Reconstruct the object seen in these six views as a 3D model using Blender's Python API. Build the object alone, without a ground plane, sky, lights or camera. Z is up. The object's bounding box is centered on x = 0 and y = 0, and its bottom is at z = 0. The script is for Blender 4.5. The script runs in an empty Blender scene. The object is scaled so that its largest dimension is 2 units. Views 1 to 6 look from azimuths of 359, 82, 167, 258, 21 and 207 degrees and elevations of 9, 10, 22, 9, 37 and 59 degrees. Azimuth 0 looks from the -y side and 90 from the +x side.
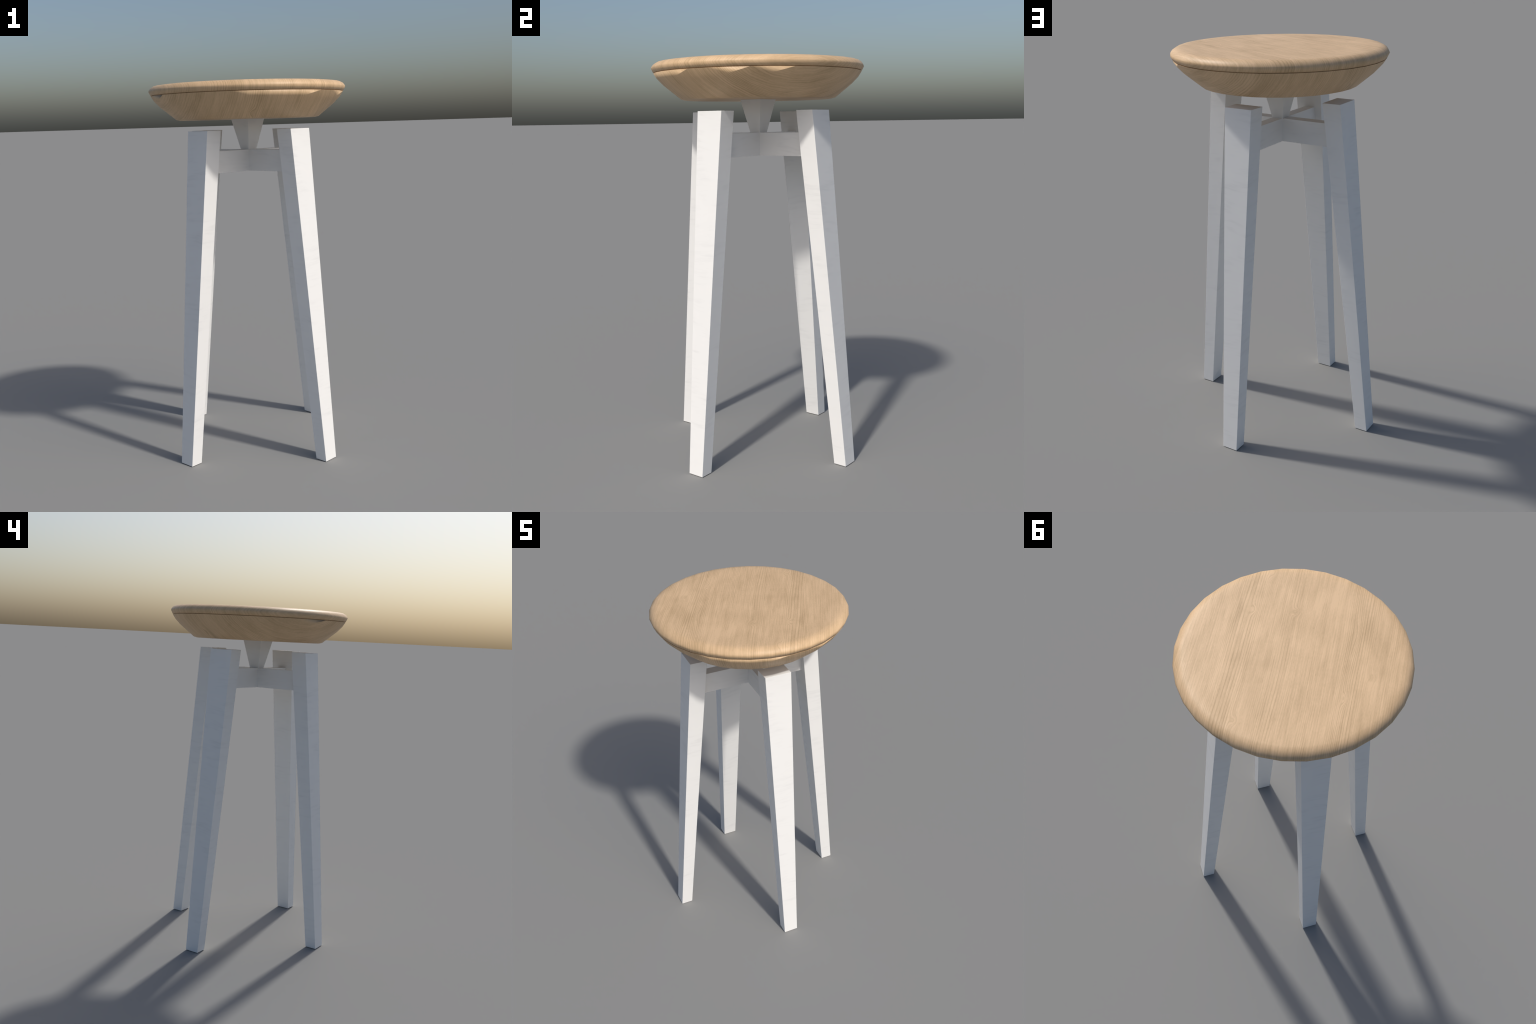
"""A tall bar stool: round two-layer wooden seat on a small tapered pedestal,
a flat cross brace, and four splayed, tapering white-painted legs."""
import bpy, bmesh, math
from mathutils import Vector

GRAIN_AZIMUTH = 17.0          # degrees; the wood grain runs along this azimuth (0 = -y, 90 = +x)
SEAT_SIDES = 32               # the seat is turned as a 32-sided disc

# ------------------------------------------------------------------ helpers
def link(obj, parent=None):
    bpy.context.scene.collection.objects.link(obj)
    if parent is not None:
        obj.parent = parent
    return obj

def mesh_object(name, bm, material, parent, smooth=False):
    bmesh.ops.recalc_face_normals(bm, faces=bm.faces)
    me = bpy.data.meshes.new(name)
    bm.to_mesh(me)
    bm.free()
    me.materials.append(material)
    me.polygons.foreach_set("use_smooth", [smooth] * len(me.polygons))
    return link(bpy.data.objects.new(name, me), parent)

def turned(profile, sides):
    """Surface of revolution about z through (radius, height) points, capped at both ends."""
    bm = bmesh.new()
    rings = []
    for r, z in profile:
        rings.append([bm.verts.new((r * math.cos(2 * math.pi * k / sides),
                                    r * math.sin(2 * math.pi * k / sides), z)) for k in range(sides)])
    for a, b in zip(rings, rings[1:]):
        for k in range(sides):
            j = (k + 1) % sides
            bm.faces.new((a[k], a[j], b[j], b[k]))
    bm.faces.new(rings[0])
    bm.faces.new(list(reversed(rings[-1])))
    return bm

def loft(sections):
    """Closed solid through a stack of equal-count polygon sections."""
    bm = bmesh.new()
    rings = [[bm.verts.new(p) for p in s] for s in sections]
    n = len(rings[0])
    for a, b in zip(rings, rings[1:]):
        for k in range(n):
            bm.faces.new((a[k], a[(k + 1) % n], b[(k + 1) % n], b[k]))
    bm.faces.new(rings[0])
    bm.faces.new(list(reversed(rings[-1])))
    return bm

def chamfer(bm, width):
    bmesh.ops.bevel(bm, geom=bm.edges[:], offset=width, segments=1, profile=0.5, affect='EDGES')

# ------------------------------------------------------------------ node shorthand
class Nodes:
    def __init__(self, name):
        self.mat = bpy.data.materials.new(name)
        self.mat.use_nodes = True
        self.tree = self.mat.node_tree
        self.tree.nodes.clear()

    def new(self, kind, **props):
        n = self.tree.nodes.new(kind)
        for k, v in props.items():
            setattr(n, k, v)
        return n

    def put(self, socket, value):
        if hasattr(value, "is_linked"):
            self.tree.links.new(value, socket)
        else:
            socket.default_value = value

    def math(self, op, a, b=0.0, c=0.0):
        n = self.new("ShaderNodeMath", operation=op)
        for s, v in zip(n.inputs, (a, b, c)):
            self.put(s, v)
        return n.outputs[0]

    def noise(self, vector, scale, detail=2.0, rough=0.5):
        n = self.new("ShaderNodeTexNoise")
        self.put(n.inputs["Vector"], vector)
        self.put(n.inputs["Scale"], scale)
        self.put(n.inputs["Detail"], detail)
        self.put(n.inputs["Roughness"], rough)
        return n.outputs["Fac"]

    def vec(self, x, y, z=0.0):
        n = self.new("ShaderNodeCombineXYZ")
        for s, v in zip(n.inputs, (x, y, z)):
            self.put(s, v)
        return n.outputs[0]

    def ramp(self, fac, stops, interpolation='LINEAR'):
        n = self.new("ShaderNodeValToRGB")
        n.color_ramp.interpolation = interpolation
        els = n.color_ramp.elements
        while len(els) < len(stops):
            els.new(0.5)
        for e, (p, col) in zip(els, stops):
            e.position = p
            e.color = (*col, 1.0) if not isinstance(col, float) else (col, col, col, 1.0)
        self.put(n.inputs[0], fac)
        return n.outputs[0]

    def remap(self, v, a, b, c=0.0, d=1.0):
        n = self.new("ShaderNodeMapRange", clamp=True, interpolation_type='SMOOTHSTEP')
        for s, x in zip(n.inputs, (v, a, b, c, d)):
            self.put(s, x)
        return n.outputs[0]

    def mix(self, fac, a, b, blend='MIX'):
        n = self.new("ShaderNodeMix", data_type='RGBA', blend_type=blend)
        self.put(n.inputs["Factor"], fac)
        for s, v in ((n.inputs[6], a), (n.inputs[7], b)):
            self.put(s, (*v, 1.0) if isinstance(v, tuple) else v)
        return n.outputs[2]

    def finish(self, colour, roughness, height=None, bump=0.1, specular=0.5):
        p = self.new("ShaderNodeBsdfPrincipled")
        o = self.new("ShaderNodeOutputMaterial")
        self.put(p.inputs["Base Color"], colour)
        self.put(p.inputs["Roughness"], roughness)
        self.put(p.inputs["Specular IOR Level"], specular)
        if height is not None:
            b = self.new("ShaderNodeBump")
            self.put(b.inputs["Strength"], bump)
            self.put(b.inputs["Distance"], 0.002)
            self.put(b.inputs["Height"], height)
            self.put(p.inputs["Normal"], b.outputs[0])
        self.tree.links.new(p.outputs[0], o.inputs[0])
        return self.mat

# ------------------------------------------------------------------ materials
def wood(name, knots, marked, seed, light=(0.674, 0.469, 0.278), dark=(0.420, 0.283, 0.150)):
    """Pale oiled softwood. Growth lines are level curves of a field over the plank plane:
    across-grain distance, gently warped, with a swelling at every knot.
    knots: (x, y, across size, along size, swelling, darkness)"""
    N = Nodes(name)
    co = N.new("ShaderNodeTexCoord").outputs["Object"]
    sep = N.new("ShaderNodeSeparateXYZ")
    N.put(sep.inputs[0], co)
    x, y = sep.outputs[0], sep.outputs[1]
    a = math.radians(GRAIN_AZIMUTH)
    gx, gy = math.sin(a), -math.cos(a)             # along the grain
    px, py = math.cos(a), math.sin(a)              # across the grain
    u = N.math('ADD', N.math('MULTIPLY', x, px), N.math('MULTIPLY', y, py))
    v = N.math('ADD', N.math('MULTIPLY', x, gx), N.math('MULTIPLY', y, gy))

    # slow wander of the lines plus swellings at the knots
    wander = N.math('SUBTRACT', N.noise(N.vec(N.math('MULTIPLY', u, 3.5), N.math('MULTIPLY', v, 1.0), seed), 1.0, 1.0), 0.5)
    field = N.math('ADD', u, N.math('MULTIPLY', wander, 0.052))
    knot_mask = 0.0
    for kx, ky, su, sv, swell, darkness in knots:
        ku, kv = kx * px + ky * py, kx * gx + ky * gy
        du = N.math('DIVIDE', N.math('SUBTRACT', u, ku), su)
        dv = N.math('DIVIDE', N.math('SUBTRACT', v, kv), sv)
        d2 = N.math('ADD', N.math('MULTIPLY', du, du), N.math('MULTIPLY', dv, dv))
        bell = N.math('POWER', 2.718, N.math('MULTIPLY', d2, -1.0))
        field = N.math('ADD', field, N.math('MULTIPLY', bell, swell))
        if darkness:
            knot_mask = N.math('ADD', knot_mask, N.math('MULTIPLY', N.remap(bell, 0.25, 0.62), darkness))

    # growth lines: spacing varies over the plank, strength comes and goes in bands
    stretch = N.math('ADD', N.math('MULTIPLY', field, 1.0),
                     N.math('MULTIPLY', N.noise(N.vec(N.math('MULTIPLY', field, 6.0), 0.0, seed + 3), 1.0, 1.0), 0.10))
    phase = N.math('MULTIPLY', stretch, 2 * math.pi / 0.0098)
    saw = N.math('SINE', phase)
    late = N.remap(saw, 0.0, 1.0)                               # narrow late-wood lines
    bands = N.remap(N.noise(N.vec(N.math('MULTIPLY', field, 9.0), N.math('MULTIPLY', v, 0.5), seed + 7), 1.0, 2.0), 0.38, 0.66)
    for centre, width in marked:                                # strips where the lines stand out
        d = N.math('DIVIDE', N.math('SUBTRACT', u, centre), width)
        bands = N.math('ADD', bands, N.math('POWER', 2.718, N.math('MULTIPLY', N.math('MULTIPLY', d, d), -1.0)))
    bands = N.math('MINIMUM', bands, 1.25)
    lines = N.math('MULTIPLY', late, N.math('MULTIPLY_ADD', bands, 0.26, 0.05))

    # streaks along the grain, fibres, short dark pores, soft greyish blotches
    def grain(fu, fv, across, offset, detail=2.0):
        n = N.noise(N.vec(N.math('MULTIPLY', across, fu), N.math('MULTIPLY', v, fv), seed + offset), 1.0, detail, 0.6)
        return N.math('SUBTRACT', n, 0.5)
    streak = grain(42.0, 2.2, field, 11, 3.0)
    fine = grain(150.0, 7.0, field, 12, 2.0)
    fibre = grain(260.0, 60.0, u, 13, 2.0)
    blotch = grain(11.0, 4.5, u, 17, 2.0)
    pores = N.remap(N.noise(N.vec(N.math('MULTIPLY', u, 190.0), N.math('MULTIPLY', v, 48.0), seed + 19), 1.0, 1.0), 0.66, 0.80)
    tone = lines
    for layer, weight in ((streak, 1.10), (fine, 0.78), (fibre, 0.55), (blotch, 1.05), (pores, 0.22)):
        tone = N.math('ADD', tone, N.math('MULTIPLY', layer, weight))
    tone = N.math('ADD', tone, knot_mask)
    tone = N.math('ADD', tone, 0.25)
    clamp = N.new("ShaderNodeClamp")
    N.put(clamp.inputs[0], tone)
    colour = N.mix(clamp.outputs[0], light, dark)
    rough = N.math('MULTIPLY_ADD', tone, 0.06, 0.48)
    return N.finish(colour, rough, height=N.math('MULTIPLY', tone, -1.0), bump=0.08, specular=0.36)

def painted_wood(name, light=(0.815, 0.810, 0.795), shade=(0.745, 0.741, 0.730)):
    """White paint over wood whose faint grain still shows, running across the piece."""
    N = Nodes(name)
    co = N.new("ShaderNodeTexCoord").outputs["Object"]
    sep = N.new("ShaderNodeSeparateXYZ")
    N.put(sep.inputs[0], co)
    info = N.new("ShaderNodeObjectInfo").outputs["Random"]
    off = N.math('MULTIPLY', info, 37.0)
    x, y, z = sep.outputs
    slant = N.math('ADD', z, N.math('MULTIPLY', N.math('ADD', x, y), 0.06))
    warp = N.noise(N.vec(N.math('MULTIPLY', x, 5.0), N.math('MULTIPLY', y, 5.0), N.math('ADD', N.math('MULTIPLY', z, 3.0), off)), 1.0, 1.0)
    h = N.math('ADD', slant, N.math('MULTIPLY', warp, 0.06))
    def layer(freq, detail):
        return N.noise(N.vec(N.math('MULTIPLY', x, 8.0), N.math('MULTIPLY', y, 8.0), N.math('ADD', N.math('MULTIPLY', h, freq), off)), 1.0, detail, 0.6)
    streak, broad = layer(60.0, 2.0), layer(9.0, 1.0)
    tone = N.math('MULTIPLY', N.remap(streak, 0.40, 0.85), N.math('MULTIPLY_ADD', N.remap(broad, 0.42, 0.66), 0.85, 0.12))
    tone = N.math('ADD', tone, N.math('MULTIPLY', N.math('SUBTRACT', broad, 0.4), 0.30))
    clamp = N.new("ShaderNodeClamp")
    N.put(clamp.inputs[0], tone)
    colour = N.mix(clamp.outputs[0], light, shade)
    return N.finish(colour, 0.55, height=N.math('MULTIPLY', streak, -1.0), bump=0.03, specular=0.4)

# knots seen on the seat board
BOARD_KNOTS = [
    (0.101, -0.218, 0.018, 0.019, 0.032, 0.08),
    (0.278, -0.137, 0.014, 0.026, 0.024, -0.16),
    (-0.358, -0.046, 0.022, 0.024, 0.014, 0.16),
    (-0.300, 0.110, 0.012, 0.036, 0.021, -0.14),
    (0.050, 0.433, 0.018, 0.026, 0.022, 0.00),
    (-0.197, -0.235, 0.014, 0.110, 0.013, -0.06),
    (0.303, -0.385, 0.020, 0.036, 0.024, 0.00),
    (0.059, 0.202, 0.018, 0.018, 0.000, 0.12),
]
BASE_KNOTS = [
    (0.012, -0.414, 0.017, 0.022, 0.022, 0.05),
    (-0.250, 0.350, 0.016, 0.036, 0.018, 0.00),
    (0.400, 0.060, 0.016, 0.090, 0.013, 0.00),
]
board_wood = wood("seat_board_wood", BOARD_KNOTS, [(-0.255, 0.045), (0.215, 0.040)], 2.0)
base_wood = wood("seat_base_wood", BASE_KNOTS, [(-0.10, 0.06), (0.36, 0.05)], 31.0)
white_paint = painted_wood("white_painted_wood")

# ------------------------------------------------------------------ the stool
stool = link(bpy.data.objects.new("bar_stool", None))
stool["label"] = "tall stool, round pale wooden seat, four splayed white legs"
stool["category"] = "bar stool"

# upper board with a rounded edge; its underside forms the roof of the joint groove
BOARD_PROFILE = [(0.300, 2.0000), (0.455, 2.0000), (0.482, 2.0000), (0.5045, 1.9975), (0.5212, 1.9880),
                 (0.5300, 1.9765), (0.5325, 1.9695), (0.5225, 1.9492), (0.5120, 1.9492)]
seat_board = mesh_object("seat_board", turned(BOARD_PROFILE, SEAT_SIDES), board_wood, stool, smooth=True)

# lower bowl-shaped body: narrow ledge under the groove, curved flank, small rounding to the flat bottom
BASE_PROFILE = [(0.5120, 1.9452), (0.5210, 1.9452), (0.5040, 1.9190), (0.4730, 1.8870),
                (0.4350, 1.8560), (0.3890, 1.8190), (0.3690, 1.8142)]
seat_base = mesh_object("seat_base", turned(BASE_PROFILE, SEAT_SIDES), base_wood, stool, smooth=True)

# Lip normals are sharp, except stretches smoothed upward to draw bright light patches below.
# Each stretch is (first, last) corner of the 32-sided rim, counted in azimuth from -y.
LIGHT_PATCH_LIP = [(0, 4), (6, 7), (8, 9), (-6, -5)]

def shade_lip_patches(obj, profile, ring):
    me = obj.data
    bm = bmesh.new()
    bm.from_mesh(me)
    r, z = profile[ring]
    step = 2 * math.pi / SEAT_SIDES
    def corner(v):
        return round(math.atan2(v.co.x, -v.co.y) / step) % SEAT_SIDES
    def on_ring(v, k):
        return abs(v.co.z - profile[k][1]) < 1e-4 and abs(math.hypot(v.co.x, v.co.y) - profile[k][0]) < 1e-4
    soft = {(k % SEAT_SIDES) for a, b in LIGHT_PATCH_LIP for k in range(a, b)}
    lip = {corner(v): v for v in bm.verts if on_ring(v, ring)}
    low = {corner(v): v for v in bm.verts if on_ring(v, ring + 1)}
    for k in range(SEAT_SIDES):
        e = bm.edges.get((lip[k], lip[(k + 1) % SEAT_SIDES]))
        e.smooth = k in soft
    for a, b in LIGHT_PATCH_LIP:                       # sharp diagonal cuts off the drawn light patch at its last facet
        p, q = low[(b - 1) % SEAT_SIDES], lip[b % SEAT_SIDES]
        face = next(f for f in p.link_faces if q in f.verts)
        bmesh.utils.face_split(face, p, q)
        bm.edges.get((p, q)).smooth = False
    bm.to_mesh(me)
    bm.free()
shade_lip_patches(seat_base, BASE_PROFILE, 1)

# core disc between the two layers: the bottom of the dark joint groove
seat_joint = mesh_object("seat_joint", turned([(0.5135, 1.9510), (0.5135, 1.9440)], SEAT_SIDES), base_wood, stool)

# pedestal: square, tapering down, turned so its sides face the braces
def diamond(half_side, z):
    c = half_side * math.sqrt(2)
    return [(c, 0, z), (0, c, z), (-c, 0, z), (0, -c, z)]
BRACE_HALF = 0.0290
pedestal = mesh_object("pedestal", loft([diamond(0.0295, 1.648), diamond(0.0640, 1.8165)]), white_paint, stool)

# cross brace: two flat boards halved into each other along the diagonals
BRACE_REACH, BRACE_LOW, BRACE_HIGH = 0.318, 1.535, 1.6497
def cross_outline(z):
    h, r = BRACE_HALF, BRACE_REACH
    pts = []
    for k in range(4):
        a = math.radians(45 + 90 * k)
        d, n = Vector((math.cos(a), math.sin(a))), Vector((-math.sin(a), math.cos(a)))
        for q in (d * h - n * h, d * r - n * h, d * r + n * h):
            pts.append((q.x, q.y, z))
    return pts
cross_brace = mesh_object("cross_brace", loft([cross_outline(BRACE_LOW), cross_outline(BRACE_HIGH)]), white_paint, stool)

# legs: straight tapering posts leaning outwards along the diagonals; the heads are set a touch
# towards the y axis, so the two pairs are mirror images.  Corners are (radial, sideways).
LEG_TOP = 1.757
FOOT = [(0.4790, -0.0410), (0.5470, -0.0415), (0.5470, 0.0430), (0.4790, 0.0430)]
HEAD = [(0.2820, -0.0705), (0.3757, -0.0707), (0.3757, 0.0760), (0.2820, 0.0775)]

def leg_shape(side):
    bm = loft([[(r, side * t, 0.0) for r, t in FOOT], [(r, side * t, LEG_TOP) for r, t in HEAD]])
    bmesh.ops.recalc_face_normals(bm, faces=bm.faces)
    chamfer(bm, 0.0006)
    return bm

for side, first_angle in ((1, 45), (-1, 135)):
    leg = mesh_object("leg", leg_shape(side), white_paint, stool)
    leg.rotation_euler.z = math.radians(first_angle)
    opposite = link(leg.copy(), stool)
    opposite.rotation_euler.z = math.radians(first_angle + 180)
